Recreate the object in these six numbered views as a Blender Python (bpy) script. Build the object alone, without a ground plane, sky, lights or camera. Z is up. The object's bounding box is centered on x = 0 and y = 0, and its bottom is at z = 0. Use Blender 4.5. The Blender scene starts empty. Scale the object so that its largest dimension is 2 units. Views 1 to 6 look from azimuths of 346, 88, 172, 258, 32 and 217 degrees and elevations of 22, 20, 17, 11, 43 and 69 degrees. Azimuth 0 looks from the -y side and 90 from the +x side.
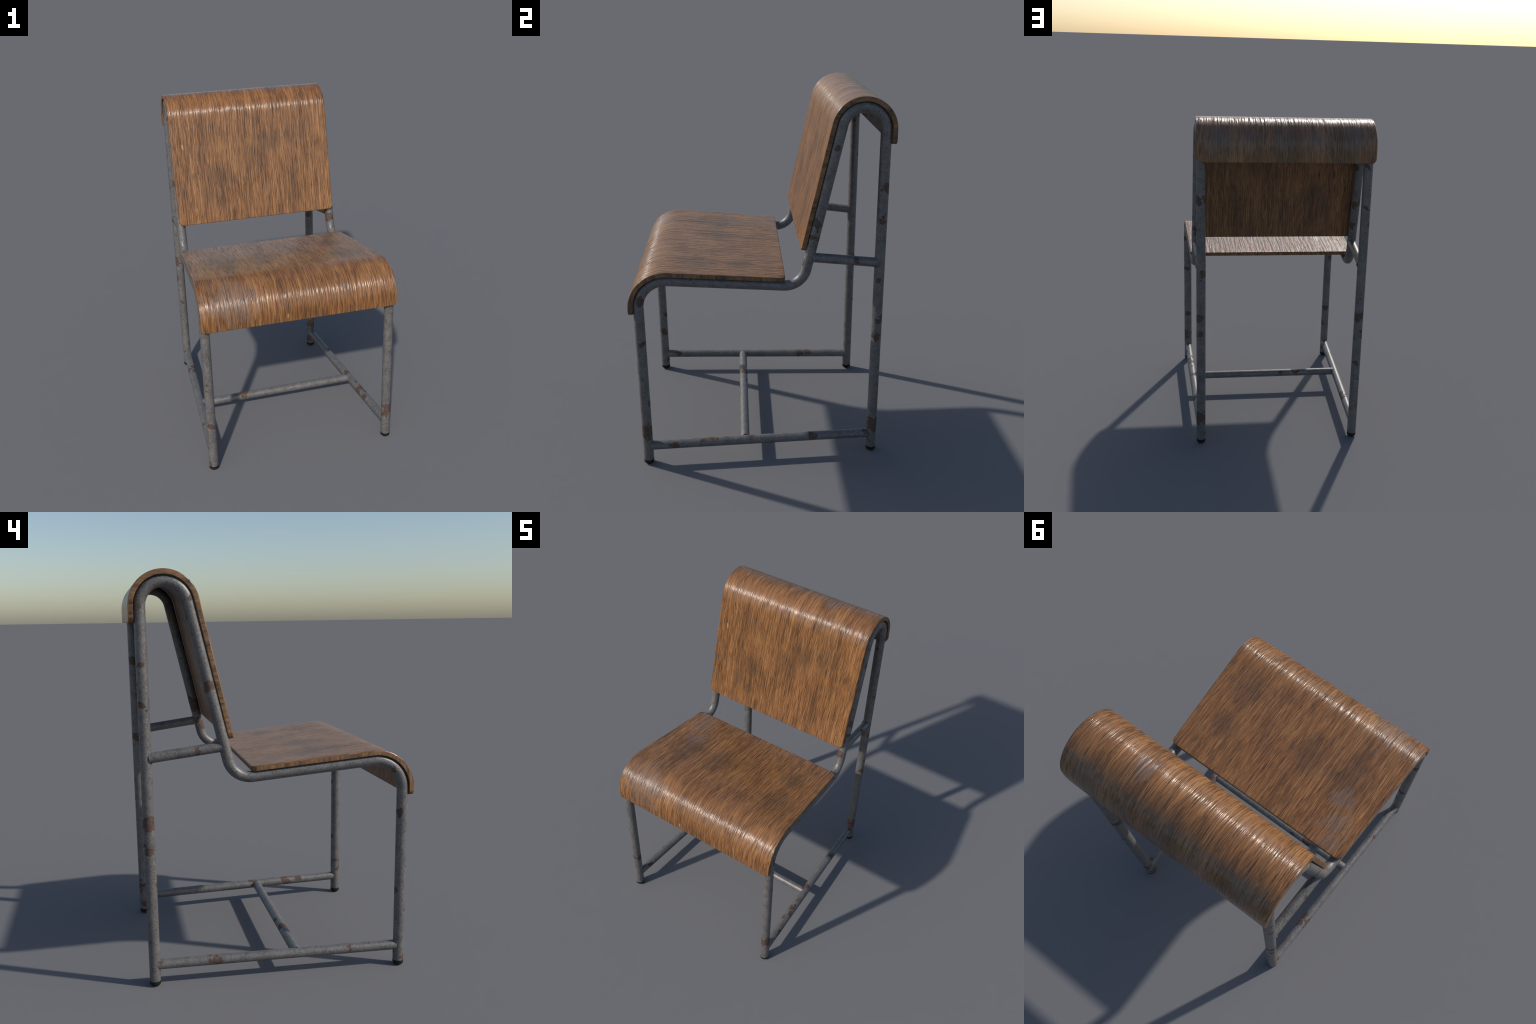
# Tubular steel chair with two bent plywood shells (seat and backrest).
import bpy, math
import numpy as np
from mathutils import Vector

# ------------------------------------------------------------------ sizes (m)
TUBE_R = 0.0274            # bent side tubes
BAR_R = 0.0250             # stretchers and braces
LEG_Y = 0.627              # legs stand at y = -LEG_Y and +LEG_Y
PLY_T = 0.0240             # plywood thickness
GAP = 0.0012               # air between tube and plywood
SIDE_OVER = 0.0265         # plywood edge beyond the tube's centre plane
CORNER_R = 0.028           # rounded plywood corners
CAP_H = 0.026              # rubber foot caps


def side_x(y):
    """Half distance between the side frames: the chair is wider in front."""
    return 0.510 - 0.0478 * y


def skew(y):
    """The old frame is a little out of square: its rear leans 3.5 mm to -x."""
    return -0.0035 * (y / (2 * LEG_Y) + 0.5)


# ------------------------------------------------- side profile in (y, z)
def seat_line(y):
    return 1.046 - 0.087 * y


def back_line(z):
    return 0.2652 + 0.2265 * (z - 1.2224)


def corner(p0, d0, p1, d1):
    """Intersection of two lines p + t d."""
    A = np.array([d0, -np.asarray(d1)]).T
    t = np.linalg.solve(A, np.asarray(p1) - np.asarray(p0))
    return np.asarray(p0) + t[0] * np.asarray(d0)


up = np.array([0.0, 1.0])
seat_dir = np.array([1.0, -0.087])
back_dir = np.array([0.2265, 1.0])
front_corner = corner((-LEG_Y, 0), up, (0, seat_line(0)), seat_dir)
rear_corner = corner((0, seat_line(0)), seat_dir, (back_line(1.2), 1.2), back_dir)
arch_corner = corner((back_line(1.2), 1.2), back_dir, (LEG_Y, 0), up)


def fillet(a, c, b, r, step=0.004):
    """Arc of radius r that rounds the corner a-c-b; returns points."""
    u = (a - c) / np.linalg.norm(a - c)
    v = (b - c) / np.linalg.norm(b - c)
    half = math.acos(float(u @ v)) / 2
    cut = r / math.tan(half)
    bis = (u + v) / np.linalg.norm(u + v)
    centre = c + bis * r / math.sin(half)
    p0, p1 = c + u * cut, c + v * cut
    a0 = math.atan2(*(p0 - centre)[::-1])
    a1 = math.atan2(*(p1 - centre)[::-1])
    d = (a1 - a0 + math.pi) % (2 * math.pi) - math.pi
    n = max(8, int(abs(d) * r / step))
    n += n % 2
    return [centre + r * np.array([math.cos(a0 + d * i / n), math.sin(a0 + d * i / n)])
            for i in range(n + 1)]


def straight(a, b, step):
    n = max(1, int(np.linalg.norm(b - a) / step))
    return [a + (b - a) * i / n for i in range(n + 1)]


FRONT_R, REAR_R, ARCH_R = 0.142, 0.111, 0.10985
foot_f = np.array([-LEG_Y, CAP_H])
foot_r = np.array([LEG_Y, CAP_H])
bend_front = fillet(foot_f, front_corner, rear_corner, FRONT_R)
bend_rear = fillet(front_corner, rear_corner, arch_corner, REAR_R)
bend_arch = fillet(rear_corner, arch_corner, foot_r, ARCH_R)


def chop(pts):
    """Split a bend in two halves that share the middle point."""
    m = len(pts) // 2
    return pts[:m + 1], pts[m:]


def joinpts(*parts):
    out = []
    for part in parts:
        for p in part:
            if not out or np.linalg.norm(p - out[-1]) > 1e-5:
                out.append(np.asarray(p))
    return out


f1, f2 = chop(bend_front)
r1, r2 = chop(bend_rear)
a1, a2 = chop(bend_arch)
PATHS = {
    "front_leg": joinpts(straight(foot_f, bend_front[0], 0.03), f1),
    "seat_rail": joinpts(f2, straight(bend_front[-1], bend_rear[0], 0.03), r1),
    "back_post": joinpts(r2, straight(bend_rear[-1], bend_arch[0], 0.03), a1),
    "rear_leg": joinpts(a2, straight(bend_arch[-1], foot_r, 0.03)),
}
FULL = joinpts(*PATHS.values())


def path_tangent(p):
    i = min(range(len(FULL)), key=lambda k: float(np.sum((FULL[k] - p) ** 2)))
    a, b = FULL[max(0, i - 1)], FULL[min(len(FULL) - 1, i + 1)]
    t = b - a
    return t / np.linalg.norm(t)


# ------------------------------------------------------------ node helpers
class Graph:
    def __init__(self, name):
        self.mat = bpy.data.materials.new(name)
        self.mat.use_nodes = True
        self.t = self.mat.node_tree
        self.t.nodes.clear()
        self.out = self.t.nodes.new("ShaderNodeOutputMaterial")
        self.bsdf = self.t.nodes.new("ShaderNodeBsdfPrincipled")
        self.t.links.new(self.bsdf.outputs[0], self.out.inputs[0])
        self.co = self.t.nodes.new("ShaderNodeTexCoord").outputs["Object"]

    def put(self, socket, v):
        if hasattr(v, "is_linked") or hasattr(v, "links"):
            self.t.links.new(v, socket)
        else:
            socket.default_value = v

    def math(self, op, a, b=0.0, c=None, clamp=False):
        n = self.t.nodes.new("ShaderNodeMath")
        n.operation = op
        n.use_clamp = clamp
        self.put(n.inputs[0], a)
        self.put(n.inputs[1], b)
        if c is not None:
            self.put(n.inputs[2], c)
        return n.outputs[0]

    def vec(self, op, a, b=(0, 0, 0)):
        n = self.t.nodes.new("ShaderNodeVectorMath")
        n.operation = op
        self.put(n.inputs[0], a)
        self.put(n.inputs[1], b)
        return n.outputs["Value"] if op in ("DISTANCE", "LENGTH", "DOT_PRODUCT") else n.outputs[0]

    def noise(self, v, scale, detail=3.0, rough=0.55, dist=0.0, colour=False):
        n = self.t.nodes.new("ShaderNodeTexNoise")
        self.put(n.inputs["Vector"], v)
        n.inputs["Scale"].default_value = scale
        n.inputs["Detail"].default_value = detail
        n.inputs["Roughness"].default_value = rough
        n.inputs["Distortion"].default_value = dist
        return n.outputs["Color" if colour else 0]

    def ramp(self, fac, stops, interp="LINEAR"):
        n = self.t.nodes.new("ShaderNodeValToRGB")
        n.color_ramp.interpolation = interp
        el = n.color_ramp.elements
        while len(el) < len(stops):
            el.new(0.5)
        for e, (p, c) in zip(el, stops):
            e.position = p
            e.color = (c, c, c, 1) if isinstance(c, (int, float)) else (*c, 1)
        self.put(n.inputs[0], fac)
        return n.outputs[0]

    def mix(self, fac, a, b, mode="MIX"):
        n = self.t.nodes.new("ShaderNodeMix")
        n.data_type = "RGBA"
        n.blend_type = mode
        self.put(n.inputs[0], fac)
        for s, v in ((n.inputs[6], a), (n.inputs[7], b)):
            if isinstance(v, tuple):
                v = (*v, 1)
            self.put(s, v)
        return n.outputs[2]

    def smooth(self, v, lo, hi):
        n = self.t.nodes.new("ShaderNodeMapRange")
        n.interpolation_type = "SMOOTHSTEP"
        self.put(n.inputs[0], v)
        n.inputs[1].default_value = lo
        n.inputs[2].default_value = hi
        return n.outputs[0]

    def spots(self, where, spots, floor=-1.0):
        """max over spots of 1 - distance / radius, a soft cone around each centre."""
        best = None
        for c, r in spots:
            d = self.vec("DISTANCE", where, c)
            v = self.math("MULTIPLY_ADD", d, -1.0 / r, 1.0)
            best = v if best is None else self.math("MAXIMUM", best, v)
        return best if best is not None else floor

    def bump(self, height, strength, distance, normal=None):
        n = self.t.nodes.new("ShaderNodeBump")
        n.inputs["Strength"].default_value = strength
        n.inputs["Distance"].default_value = distance
        self.put(n.inputs["Height"], height)
        if normal is not None:
            self.put(n.inputs["Normal"], normal)
        return n.outputs[0]

    def set(self, **kw):
        for k, v in kw.items():
            name = k.replace("_", " ")
            if isinstance(v, tuple):
                v = (*v, 1)
            self.put(self.bsdf.inputs[name], v)


# ------------------------------------------------------------ painted steel
def steel(name, rust_spots):
    g = Graph(name)
    wob = g.vec("SUBTRACT", g.noise(g.co, 26.0, 2.0, colour=True), (0.5, 0.5, 0.5))
    n = g.t.nodes.new("ShaderNodeVectorMath")
    n.operation = "MULTIPLY_ADD"
    g.put(n.inputs[0], wob)
    n.inputs[1].default_value = (0.045, 0.045, 0.045)
    g.put(n.inputs[2], g.co)
    warped = n.outputs[0]
    # worn paint: fine mottling, cloudy light and dark areas
    mott = g.noise(g.co, 135.0, 4.0, 0.7)
    cloud = g.noise(g.co, 24.0, 3.0, 0.6)
    tone = g.math("ADD", g.math("MULTIPLY", mott, 0.70), g.math("MULTIPLY", cloud, 0.30))
    paint = g.ramp(tone, [(0.34, (0.060, 0.058, 0.057)), (0.46, (0.130, 0.122, 0.118)),
                          (0.56, (0.172, 0.163, 0.157)), (0.70, (0.235, 0.224, 0.216))])
    speck = g.smooth(g.noise(g.co, 105.0, 2.0, 0.6), 0.57, 0.68)
    patchy = g.smooth(g.noise(g.co, 9.0, 2.0), 0.42, 0.62)
    speck = g.math("MULTIPLY", g.math("MULTIPLY", speck, patchy), 0.7)
    paint = g.mix(speck, paint, (0.085, 0.058, 0.046))
    # rust: where the target shows it, with ragged edges, and a little at random
    field = g.spots(warped, rust_spots)
    rag = g.math("MULTIPLY_ADD", g.noise(g.co, 38.0, 2.0, 0.5), 1.5, -0.75)
    rnd = g.math("MULTIPLY_ADD", g.noise(warped, 13.0, 2.0, 0.5), 5.0, -3.55)
    field = g.math("MAXIMUM", field, rnd) if not isinstance(field, float) else rnd
    rust = g.smooth(g.math("ADD", field, rag), 0.02, 0.16)
    rust_col = g.ramp(g.noise(g.co, 60.0, 3.0, 0.6),
                      [(0.3, (0.050, 0.032, 0.025)), (0.55, (0.088, 0.052, 0.038)),
                       (0.75, (0.132, 0.078, 0.055))])
    col = g.mix(rust, paint, rust_col)
    g.set(Base_Color=col, Metallic=g.math("MULTIPLY_ADD", rust, -0.18, 0.20),
          Roughness=g.math("MULTIPLY_ADD", rust, 0.30, g.math("MULTIPLY_ADD", mott, 0.34, 0.27)))
    h = g.math("SUBTRACT", g.math("MULTIPLY", mott, 0.5), g.math("MULTIPLY", rust, 0.5))
    g.set(Normal=g.bump(h, 0.40, 0.0020))
    return g.mat


# rust patches, (centre, radius), by the part that carries them
RUST = {
    "front_leg+": [((0.530, -0.647, 0.164), .026), ((0.543, -0.650, 0.205), .014),
                   ((0.562, -0.627, 0.210), .052), ((0.562, -0.619, 0.744), .020),
                   ((0.563, -0.611, 0.986), .028), ((0.546, -0.603, 0.382), .024),
                   ((0.544, -0.602, 0.738), .018), ((0.516, -0.635, 0.158), .016)],
    "front_leg-": [((-0.550, -0.647, 0.575), .014), ((-0.549, -0.648, 0.537), .011),
                   ((-0.538, -0.649, 0.297), .020), ((-0.517, -0.624, 0.287), .027),
                   ((-0.532, -0.604, 0.414), .022), ((-0.559, -0.610, 0.821), .022),
                   ((-0.557, -0.646, 0.303), .013), ((-0.530, -0.604, 0.070), .022)],
    "rear_leg+": [((0.457, 0.616, 0.062), .026), ((0.467, 0.606, 1.067), .022),
                  ((0.492, 0.632, 0.182), .052), ((0.502, 0.619, 0.728), .027),
                  ((0.487, 0.650, 0.834), .025), ((0.503, 0.630, 0.815), .018),
                  ((0.495, 0.640, 1.547), .030), ((0.502, 0.618, 1.366), .019),
                  ((0.502, 0.619, 1.050), .016), ((0.479, 0.651, 0.731), .022),
                  ((0.456, 0.636, 1.550), .028), ((0.454, 0.630, 1.101), .022)],
    "rear_leg-": [((-0.497, 0.608, 0.834), .016), ((-0.493, 0.607, 0.519), .015),
                  ((-0.459, 0.612, 1.715), .018), ((-0.472, 0.650, 0.813), .030),
                  ((-0.495, 0.647, 0.719), .018), ((-0.472, 0.650, 0.520), .018),
                  ((-0.478, 0.652, 1.502), .017), ((-0.473, 0.652, 1.741), .017),
                  ((-0.505, 0.628, 0.834), .040), ((-0.504, 0.631, 0.689), .027),
                  ((-0.505, 0.634, 1.391), .018), ((-0.505, 0.620, 1.368), .013),
                  ((-0.506, 0.626, 1.834), .015), ((-0.505, 0.633, 1.575), .016)],
    "back_post+": [((0.481, 0.231, 1.159), .032), ((0.520, 0.292, 1.366), .030),
                   ((0.521, 0.277, 1.297), .018), ((0.517, 0.389, 1.754), .016),
                   ((0.472, 0.289, 1.290), .048), ((0.472, 0.262, 1.190), .026)],
    "back_post-": [((-0.492, 0.341, 1.449), .026), ((-0.483, 0.305, 1.310), .026),
                   ((-0.476, 0.389, 1.690), .022), ((-0.520, 0.326, 1.471), .031),
                   ((-0.511, 0.399, 1.872), .015)],
    "side_stretcher+": [((0.509, -0.062, 0.124), .027), ((0.512, -0.274, 0.119), .033),
                        ((0.502, 0.595, 0.123), .021), ((0.533, -0.315, 0.132), .018),
                        ((0.530, -0.246, 0.132), .013), ((0.557, -0.477, 0.112), .026),
                        ((0.514, 0.288, 0.126), .025), ((0.508, -0.373, 0.123), .024)],
    "side_stretcher-": [((-0.474, 0.298, 0.122), .028), ((-0.480, 0.355, 0.130), .022),
                        ((-0.512, -0.530, 0.117), .019), ((-0.520, 0.321, 0.115), .030),
                        ((-0.546, -0.355, 0.123), .019), ((-0.501, 0.602, 0.124), .013)],
    "cross_stretcher": [((-0.225, -0.090, 0.126), .034), ((-0.115, -0.070, 0.115), .018),
                        ((0.500, -0.088, 0.122), .018)],
    "back_brace+": [((0.509, 0.499, 1.168), .026), ((0.472, 0.267, 1.191), .024)],
    "back_brace-": [((-0.517, 0.388, 1.173), .018)],
    "seat_rail+": [((0.540, -0.520, 1.045), .018)],
    "seat_rail-": [((-0.562, -0.590, 1.035), .016)],
}


# ------------------------------------------------------------------- wood
def veneer(name, seed, grey_spots, dark_spots, fleck_spots):
    g = Graph(name)
    sh = g.vec("ADD", g.co, (seed * 3.1, seed * 1.7, seed * 2.3))
    # grain runs front to back over the bends: fast across x, slow along y and z
    drift = g.math("MULTIPLY_ADD", g.noise(sh, 2.5, 2.0), 0.016, 0.0)
    comb = g.t.nodes.new("ShaderNodeCombineXYZ")
    g.put(comb.inputs[0], drift)
    moved = g.vec("ADD", sh, comb.outputs[0])
    fine = g.noise(g.vec("MULTIPLY", moved, (430, 13, 13)), 1.0, 3.0, 0.65)
    rib = g.noise(g.vec("MULTIPLY", moved, (105, 4.5, 4.5)), 1.0, 2.0, 0.5)
    groove = g.noise(g.vec("MULTIPLY", moved, (68, 3.0, 3.0)), 1.0, 2.0, 0.55)
    pore = g.noise(g.vec("MULTIPLY", moved, (300, 10.5, 10.5)), 1.0, 2.0, 0.55)
    band = g.noise(g.vec("MULTIPLY", moved, (24, 1.0, 1.0)), 1.0, 3.0, 0.6)
    cloud = g.noise(g.vec("MULTIPLY", moved, (7.0, 4.5, 4.5)), 1.0, 4.0, 0.6)
    hue = g.noise(g.vec("MULTIPLY", moved, (70, 5, 5)), 1.0, 2.0, 0.5)
    tone = g.math("ADD", g.math("MULTIPLY", fine, 0.44),
                  g.math("ADD", g.math("MULTIPLY", rib, 0.16),
                         g.math("ADD", g.math("MULTIPLY", band, 0.24), g.math("MULTIPLY", cloud, 0.16))))
    col = g.ramp(tone, [(0.37, (0.082, 0.038, 0.017)), (0.455, (0.180, 0.078, 0.027)),
                        (0.525, (0.262, 0.117, 0.040)), (0.62, (0.385, 0.190, 0.073))])
    col = g.mix(g.math("MULTIPLY", g.smooth(hue, 0.52, 0.70), 0.42), col, (0.200, 0.078, 0.032))
    # dark open pores
    dens = g.smooth(cloud, 0.66, 0.36)
    pores = g.smooth(g.math("MULTIPLY_ADD", dens, 0.04, pore), 0.585, 0.66)
    col = g.mix(g.math("MULTIPLY", pores, 0.70), col, (0.040, 0.026, 0.018))
    # smoky dark clouds
    soft = g.math("MULTIPLY_ADD", g.noise(sh, 6.0, 3.0), 1.6, -0.8)
    smoky = g.smooth(g.math("ADD", g.spots(g.co, dark_spots), g.math("MULTIPLY", soft, 0.7)), 0.0, 1.0)
    col = g.mix(g.math("MULTIPLY", smoky, 0.50), col, (0.080, 0.045, 0.025))
    # greyed, worn-through varnish
    rag = g.math("MULTIPLY_ADD", g.noise(g.vec("MULTIPLY", moved, (30, 17, 17)), 1.0, 4.0, 0.65), 2.4, -1.2)
    grey = g.smooth(g.math("ADD", g.spots(g.co, grey_spots), rag), 0.05, 0.75)
    col = g.mix(g.math("MULTIPLY", grey, 0.38), col, (0.170, 0.138, 0.122))
    # small pale chips
    if fleck_spots:
        fl = g.smooth(g.math("ADD", g.spots(g.vec("MULTIPLY", g.co, (1.0, 0.5, 0.5)), fleck_spots),
                             g.math("MULTIPLY_ADD", g.noise(g.co, 150.0, 2.0), 2.0, -1.0)), 0.1, 0.6)
        col = g.mix(g.math("MULTIPLY", fl, 0.8), col, (0.40, 0.27, 0.10))
    rough = g.math("MULTIPLY_ADD", fine, 0.20, 0.155)
    rough = g.math("MULTIPLY_ADD", grey, 0.08, rough)
    h = g.math("SUBTRACT", g.math("ADD", g.math("MULTIPLY", fine, 0.22),
                                 g.math("MULTIPLY_ADD", groove, 1.9, g.math("MULTIPLY", rib, 0.55))),
               g.math("MULTIPLY", pores, 0.30))
    g.set(Base_Color=col, Roughness=rough, Normal=g.bump(h, 0.90, 0.0056), Specular_IOR_Level=0.62)
    return g.mat


def ply_edge(name, stretch):
    g = Graph(name)
    n1 = g.noise(g.vec("MULTIPLY", g.co, stretch), 1.0, 3.0, 0.65)
    n2 = g.noise(g.co, 13.0, 2.0)
    tone = g.math("ADD", g.math("MULTIPLY", n1, 0.65), g.math("MULTIPLY", n2, 0.35))
    col = g.ramp(tone, [(0.36, (0.045, 0.026, 0.014)), (0.45, (0.125, 0.064, 0.028)),
                        (0.54, (0.205, 0.102, 0.040)), (0.66, (0.290, 0.155, 0.065))])
    g.set(Base_Color=col, Roughness=0.62, Normal=g.bump(n1, 0.3, 0.002))
    return g.mat


def rubber():
    g = Graph("black_rubber")
    n = g.noise(g.co, 90.0, 2.0)
    g.set(Base_Color=g.ramp(n, [(0.3, (0.005, 0.0055, 0.0055)), (0.7, (0.011, 0.0115, 0.0115))]), Roughness=0.6, Specular_IOR_Level=0.3)
    return g.mat


# ------------------------------------------------------------ mesh helpers
def make_mesh(name, verts, faces, mats, face_mat=None, smooth=True):
    me = bpy.data.meshes.new(name)
    me.from_pydata([(float(v[0]) + skew(float(v[1])), float(v[1]), float(v[2])) for v in verts], [], faces)
    for m in mats:
        me.materials.append(m)
    if face_mat:
        me.polygons.foreach_set("material_index", face_mat)
    me.polygons.foreach_set("use_smooth", [smooth] * len(me.polygons))
    me.update()
    ob = bpy.data.objects.new(name, me)
    bpy.context.scene.collection.objects.link(ob)
    return ob


def tube(name, centres, tangents, side, radii, mat, seg=36, caps=(True, True)):
    """Round tube along centres; side is a fixed vector normal to the path's plane."""
    verts, norms, faces = [], [], []
    for c, t, r in zip(centres, tangents, radii):
        c, t = np.asarray(c, float), np.asarray(t, float)
        t = t / np.linalg.norm(t)
        s = np.asarray(side, float)
        s = s - t * (s @ t)
        s /= np.linalg.norm(s)
        w = np.cross(t, s)
        for k in range(seg):
            a = 2 * math.pi * k / seg
            d = math.cos(a) * s + math.sin(a) * w
            verts.append(c + r * d)
            norms.append(d)
    n = len(centres)
    for i in range(n - 1):
        for k in range(seg):
            k2 = (k + 1) % seg
            faces.append((i * seg + k, i * seg + k2, (i + 1) * seg + k2, (i + 1) * seg + k))
    ncap = 0
    if caps[0]:
        faces.append(tuple(reversed(range(seg))))
        ncap += 1
    if caps[1]:
        faces.append(tuple((n - 1) * seg + k for k in range(seg)))
        ncap += 1
    ob = make_mesh(name, verts, faces, [mat])
    if ncap == 0:
        ob.data.normals_split_custom_set_from_vertices([tuple(v) for v in norms])
    return ob


def adopt(child, parent):
    child.parent = parent
    return child


# ---------------------------------------------------------------- the chair
chair = bpy.data.objects.new("chair", None)
bpy.context.scene.collection.objects.link(chair)
chair.empty_display_size = 0.2
chair["label"] = "old school chair, bent plywood seat and back, rusty grey steel tubes"
chair["category"] = "chair"

CAP_MAT = rubber()
SEAT_EDGE = ply_edge("seat_plywood_edge", (60, 75, 11))
BACK_EDGE = ply_edge("backrest_plywood_edge", (60, 16, 75))


def foot_cap(x, y, parent):
    prof = [(0.0, 0.0), (TUBE_R - 0.0095, 0.0), (TUBE_R - 0.0075, 0.0006), (TUBE_R - 0.0008, 0.0085),
            (TUBE_R + 0.0004, 0.0105), (TUBE_R + 0.0004, CAP_H), (TUBE_R - 0.003, CAP_H + 0.001)]
    seg = 36
    verts = [(x, y, 0.0)]
    faces = []
    for r, z in prof[1:]:
        for k in range(seg):
            a = 2 * math.pi * k / seg
            verts.append((x + r * math.cos(a), y + r * math.sin(a), z))
    for k in range(seg):
        faces.append((0, 1 + (k + 1) % seg, 1 + k))
    for i in range(len(prof) - 2):
        for k in range(seg):
            k2 = (k + 1) % seg
            a, b = 1 + i * seg, 1 + (i + 1) * seg
            faces.append((a + k, a + k2, b + k2, b + k))
    ob = make_mesh("foot_cap", verts, faces, [CAP_MAT])
    ob.data.set_sharp_from_angle(angle=math.radians(25))
    return adopt(ob, parent)


for sgn, tag in ((1, "+"), (-1, "-")):
    side = (sgn * 1.0, 0.0478, 0.0)
    for part, pts in PATHS.items():
        centres = [(sgn * side_x(p[0]), p[0], p[1]) for p in pts]
        tang = []
        for p in pts:
            t = path_tangent(p)
            tang.append((-sgn * 0.0478 * t[0], t[0], t[1]))
        mat = steel("worn_steel_" + part, RUST.get(part + tag, []))
        ob = adopt(tube(part, centres, tang, side, [TUBE_R] * len(pts), mat, caps=(False, False)), chair)
        if part == "front_leg":
            foot_cap(sgn * side_x(-LEG_Y), -LEG_Y, ob)
        elif part == "rear_leg":
            foot_cap(sgn * side_x(LEG_Y), LEG_Y, ob)


def bar(name, p0, p1, trim0, trim1, flare0, flare1, mat):
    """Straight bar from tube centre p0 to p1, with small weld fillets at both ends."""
    p0, p1 = np.asarray(p0, float), np.asarray(p1, float)
    L = np.linalg.norm(p1 - p0)
    d = (p1 - p0) / L
    stops = []

    def end(trim, flare):
        # radius grows towards the tube surface like a quarter-round weld bead
        res = [(trim * 0.55, BAR_R + flare * 0.45)]
        if flare > 0:
            for i in range(7):
                a = math.pi / 2 * i / 6
                res.append((trim + flare * (1 - math.cos(a)) - 0.0035, BAR_R + flare * 0.45 * (1 - math.sin(a))))
        return res

    for s, r in end(trim0, flare0):
        stops.append((s, r))
    lo, hi = stops[-1][0], L - end(trim1, flare1)[-1][0]
    n = max(2, int((hi - lo) / 0.04))
    for i in range(1, n):
        stops.append((lo + (hi - lo) * i / n, BAR_R))
    for s, r in reversed(end(trim1, flare1)):
        stops.append((L - s, r))
    centres = [p0 + d * s for s, _ in stops]
    side = (1, 0, 0) if abs(d[0]) < 0.7 else (0, 1, 0)
    ob = tube(name, centres, [d] * len(stops), side, [r for _, r in stops], mat, caps=(False, False))
    return adopt(ob, chair)


STR_Z = 0.1078
for sgn, tag in ((1, "+"), (-1, "-")):
    bar("side_stretcher", (sgn * side_x(-LEG_Y), -LEG_Y, STR_Z), (sgn * side_x(LEG_Y), LEG_Y, STR_Z),
        TUBE_R * 0.95, TUBE_R * 0.95, 0, 0, steel("worn_steel_stretcher", RUST["side_stretcher" + tag]))
    yb, zb = back_line(1.187), 1.187
    bar("back_brace", (sgn * side_x(yb), yb, zb), (sgn * side_x(LEG_Y), LEG_Y, 1.1425),
        TUBE_R * 0.95, TUBE_R * 0.95, 0, 0.012, steel("worn_steel_brace", RUST["back_brace" + tag]))
CROSS_Y = -0.0895
bar("cross_stretcher", (-side_x(CROSS_Y), CROSS_Y, STR_Z), (side_x(CROSS_Y), CROSS_Y, STR_Z),
    BAR_R * 0.95, BAR_R * 0.95, 0, 0, steel("worn_steel_cross", RUST["cross_stretcher"]))


# --------------------------------------------------------- plywood shells
def resample(pts, step):
    pts = np.asarray(pts)
    seg = np.linalg.norm(np.diff(pts, axis=0), axis=1)
    s = np.concatenate([[0], np.cumsum(seg)])
    n = int(s[-1] / step)
    t = np.linspace(0, s[-1], n + 1)
    return np.stack([np.interp(t, s, pts[:, 0]), np.interp(t, s, pts[:, 1])], 1)


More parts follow.
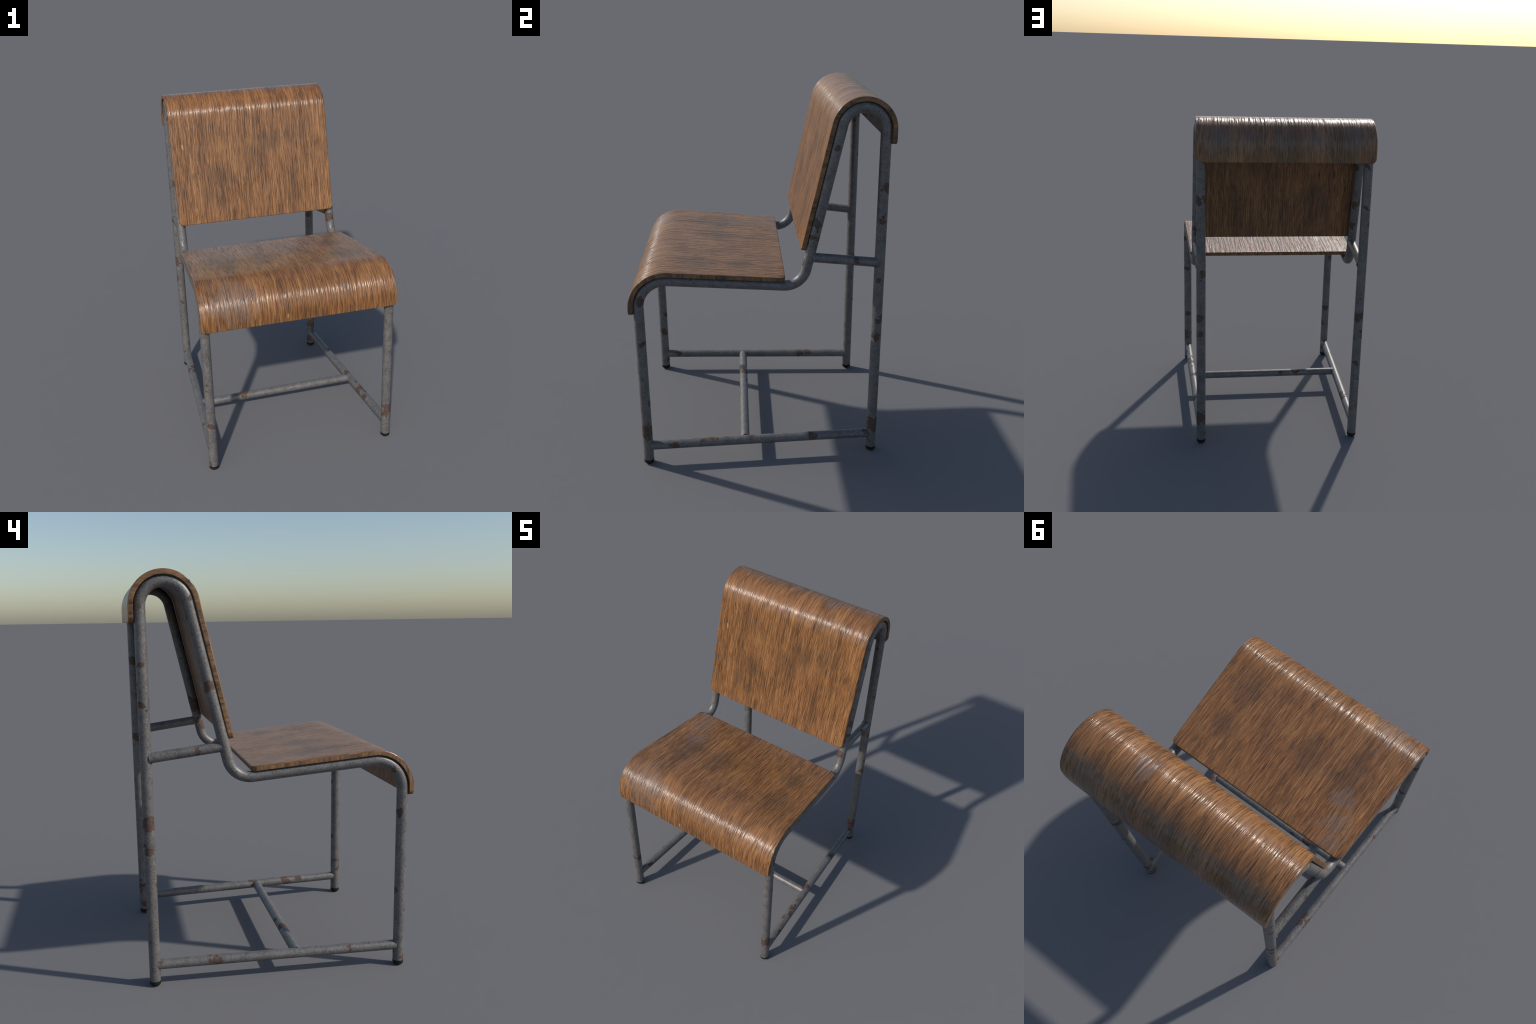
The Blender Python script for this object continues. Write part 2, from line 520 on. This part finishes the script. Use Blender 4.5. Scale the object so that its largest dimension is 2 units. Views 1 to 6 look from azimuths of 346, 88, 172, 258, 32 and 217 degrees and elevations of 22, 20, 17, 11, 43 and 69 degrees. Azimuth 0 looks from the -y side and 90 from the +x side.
def shell(name, centreline, veneer_mat, edge_mat, half_width, centre_x=0.0):
    """Bent plywood: centreline is the tube path it follows, outward is to the left of travel."""
    inner = TUBE_R + GAP
    outer = inner + PLY_T
    # dense at both ends for the rounded corners
    L = np.concatenate([[0], np.cumsum(np.linalg.norm(np.diff(centreline, axis=0), axis=1))])
    total = L[-1]
    e = CORNER_R * (1 - np.cos(np.linspace(0, math.pi / 2, 15)))
    mid = np.linspace(CORNER_R, total - CORNER_R, int(total / 0.008))[1:-1]
    stations = np.concatenate([e, mid, total - e[::-1]])
    verts, faces, fm = [], [], []
    nx = 24
    bev_o, bev_i = 0.0042, 0.0012
    rows = []
    tang = np.gradient(centreline, L, axis=0)
    tang /= np.linalg.norm(tang, axis=1)[:, None]
    n_end = 3

    def ring(s, shrink_o, shrink_i):
        c = np.array([np.interp(s, L, centreline[:, 0]), np.interp(s, L, centreline[:, 1])])
        t = np.array([np.interp(s, L, tang[:, 0]), np.interp(s, L, tang[:, 1])])
        t /= np.linalg.norm(t)
        nrm = np.array([-t[1], t[0]])
        d = min(s, total - s)
        cut = 0.0
        if d < CORNER_R:
            cut = CORNER_R - math.sqrt(max(0.0, CORNER_R ** 2 - (CORNER_R - d) ** 2))
        o, i_ = outer - shrink_o, inner + shrink_i

        def P(off, inset, u):
            q = c + nrm * off
            half = half_width(c[0]) - cut - inset
            return (u * half + centre_x, q[0], q[1])
        pts = []
        # outer face from -x to +x
        for k in range(nx + 1):
            pts.append(P(o, bev_o, -1 + 2 * k / nx))
        for a in (30, 60):
            a = math.radians(a)
            pts.append(P(o - bev_o * (1 - math.cos(a)), bev_o * (1 - math.sin(a)), 1))
        pts.append(P(o - bev_o, 0, 1))
        pts.append(P(i_ + bev_i, 0, 1))
        for k in range(nx + 1):
            pts.append(P(i_, bev_i, 1 - 2 * k / nx))
        pts.append(P(i_ + bev_i, 0, -1))
        pts.append(P(o - bev_o, 0, -1))
        for a in (60, 30):
            a = math.radians(a)
            pts.append(P(o - bev_o * (1 - math.cos(a)), bev_o * (1 - math.sin(a)), -1))
        return pts

    rings = []
    for idx, s in enumerate(stations):
        d = min(s, total - s)
        so = bev_o - math.sqrt(max(0, bev_o ** 2 - max(0, bev_o - d) ** 2)) if d < bev_o else 0.0
        rings.append(ring(s, so, 0.0))
    m = len(rings[0])
    for r in rings:
        verts += r
    side_cols = set(list(range(nx + 2, nx + 4)) + list(range(2 * nx + 5, 2 * nx + 7)))
    for i in range(len(rings) - 1):
        for k in range(m):
            k2 = (k + 1) % m
            faces.append((i * m + k2, i * m + k, (i + 1) * m + k, (i + 1) * m + k2))
            fm.append(1 if k in side_cols else 0)
    # end faces: strips between outer and inner rows
    for base, flip in ((0, False), ((len(rings) - 1) * m, True)):
        for k in range(nx):
            a, b = base + k, base + k + 1
            c_, d_ = base + nx + 5 + (nx - k - 1), base + nx + 5 + (nx - k)
            f = (a, b, c_, d_)
            faces.append(tuple(reversed(f)) if flip else f)
            fm.append(1)
        o0 = base
        tri1 = [base + nx, base + nx + 1, base + nx + 2, base + nx + 3, base + nx + 4, base + nx + 5]
        tri2 = [base + 2 * nx + 5, base + 2 * nx + 6, base + 2 * nx + 7, base + 2 * nx + 8, base + 2 * nx + 9, base]
        tri2 = [v for v in tri2 if v < base + m]
        for tri in (tri1, tri2):
            faces.append(tuple(reversed(tri)) if flip else tuple(tri))
            fm.append(1)
    ob = make_mesh(name, verts, faces, [veneer_mat, edge_mat], fm)
    ob.data.set_sharp_from_angle(angle=math.radians(38))
    return adopt(ob, chair)


def between(pts, keep):
    return np.array([p for p in pts if keep(p)])


DENSE = resample(FULL, 0.003)
arch_top_i = int(np.argmax(DENSE[:, 1]))

# seat: from the front apron over the front bend to just before the rear bend
seat_end_y = 0.133 - 0.087 * 0.052
seat_pts = [p for p in DENSE if p[1] > 0.907 and p[0] < seat_end_y and p[1] < 1.3 and p[0] < 0.2]
seat_pts = np.array([(-LEG_Y, 0.907)] + seat_pts + [(seat_end_y, seat_line(seat_end_y))])
# backrest: up the back posts, over the arch and a little way down behind
zb0 = 1.224 - 0.052 * 0.2209
back_pts = [p for i, p in enumerate(DENSE)
            if (p[1] > zb0 + 0.002 and i <= arch_top_i) or (i > arch_top_i and p[1] > 1.7665)]
back_pts = np.array([(back_line(zb0), zb0)] + back_pts + [(LEG_Y, 1.7645)])

seat_mat = veneer("seat_veneer", 1.0,
                  grey_spots=[((-0.42, 0.00, 1.10), 0.10), ((-0.44, 0.07, 1.095), 0.08),
                              ((-0.37, -0.13, 1.11), 0.09), ((-0.38, -0.60, 1.05), 0.20)],
                  dark_spots=[((0.36, -0.32, 1.13), 0.16), ((-0.34, -0.25, 1.12), 0.20),
                              ((-0.10, -0.20, 1.12), 0.12), ((0.33, -0.10, 1.11), 0.12)],
                  fleck_spots=[((-0.08, -0.33975, 0.4725), 0.008)])
back_mat = veneer("backrest_veneer", 2.0,
                  grey_spots=[((-0.40, 0.65, 1.90), 0.11), ((-0.18, 0.66, 1.88), 0.10),
                              ((0.02, 0.66, 1.88), 0.10), ((0.20, 0.66, 1.88), 0.09),
                              ((0.38, 0.65, 1.89), 0.11), ((0.2, 0.50, 2.0), 0.08)],
                  dark_spots=[((0.02, 0.25, 1.60), 0.13), ((-0.22, 0.27, 1.50), 0.13),
                              ((-0.30, 0.24, 1.40), 0.11), ((0.30, 0.31, 1.72), 0.14),
                              ((0.12, 0.30, 1.68), 0.12), ((0.0, 0.66, 1.89), 0.22),
                              ((0.38, 0.65, 1.88), 0.18), ((-0.36, 0.66, 1.87), 0.18)],
                  fleck_spots=[((-0.445, 0.159, 0.8515), 0.009), ((0.45, 0.1175, 0.64), 0.009)])
shell("seat", seat_pts, seat_mat, SEAT_EDGE, lambda y: side_x(y) + SIDE_OVER)
shell("backrest", back_pts, back_mat, BACK_EDGE, lambda y: 0.5105, centre_x=-0.0025)
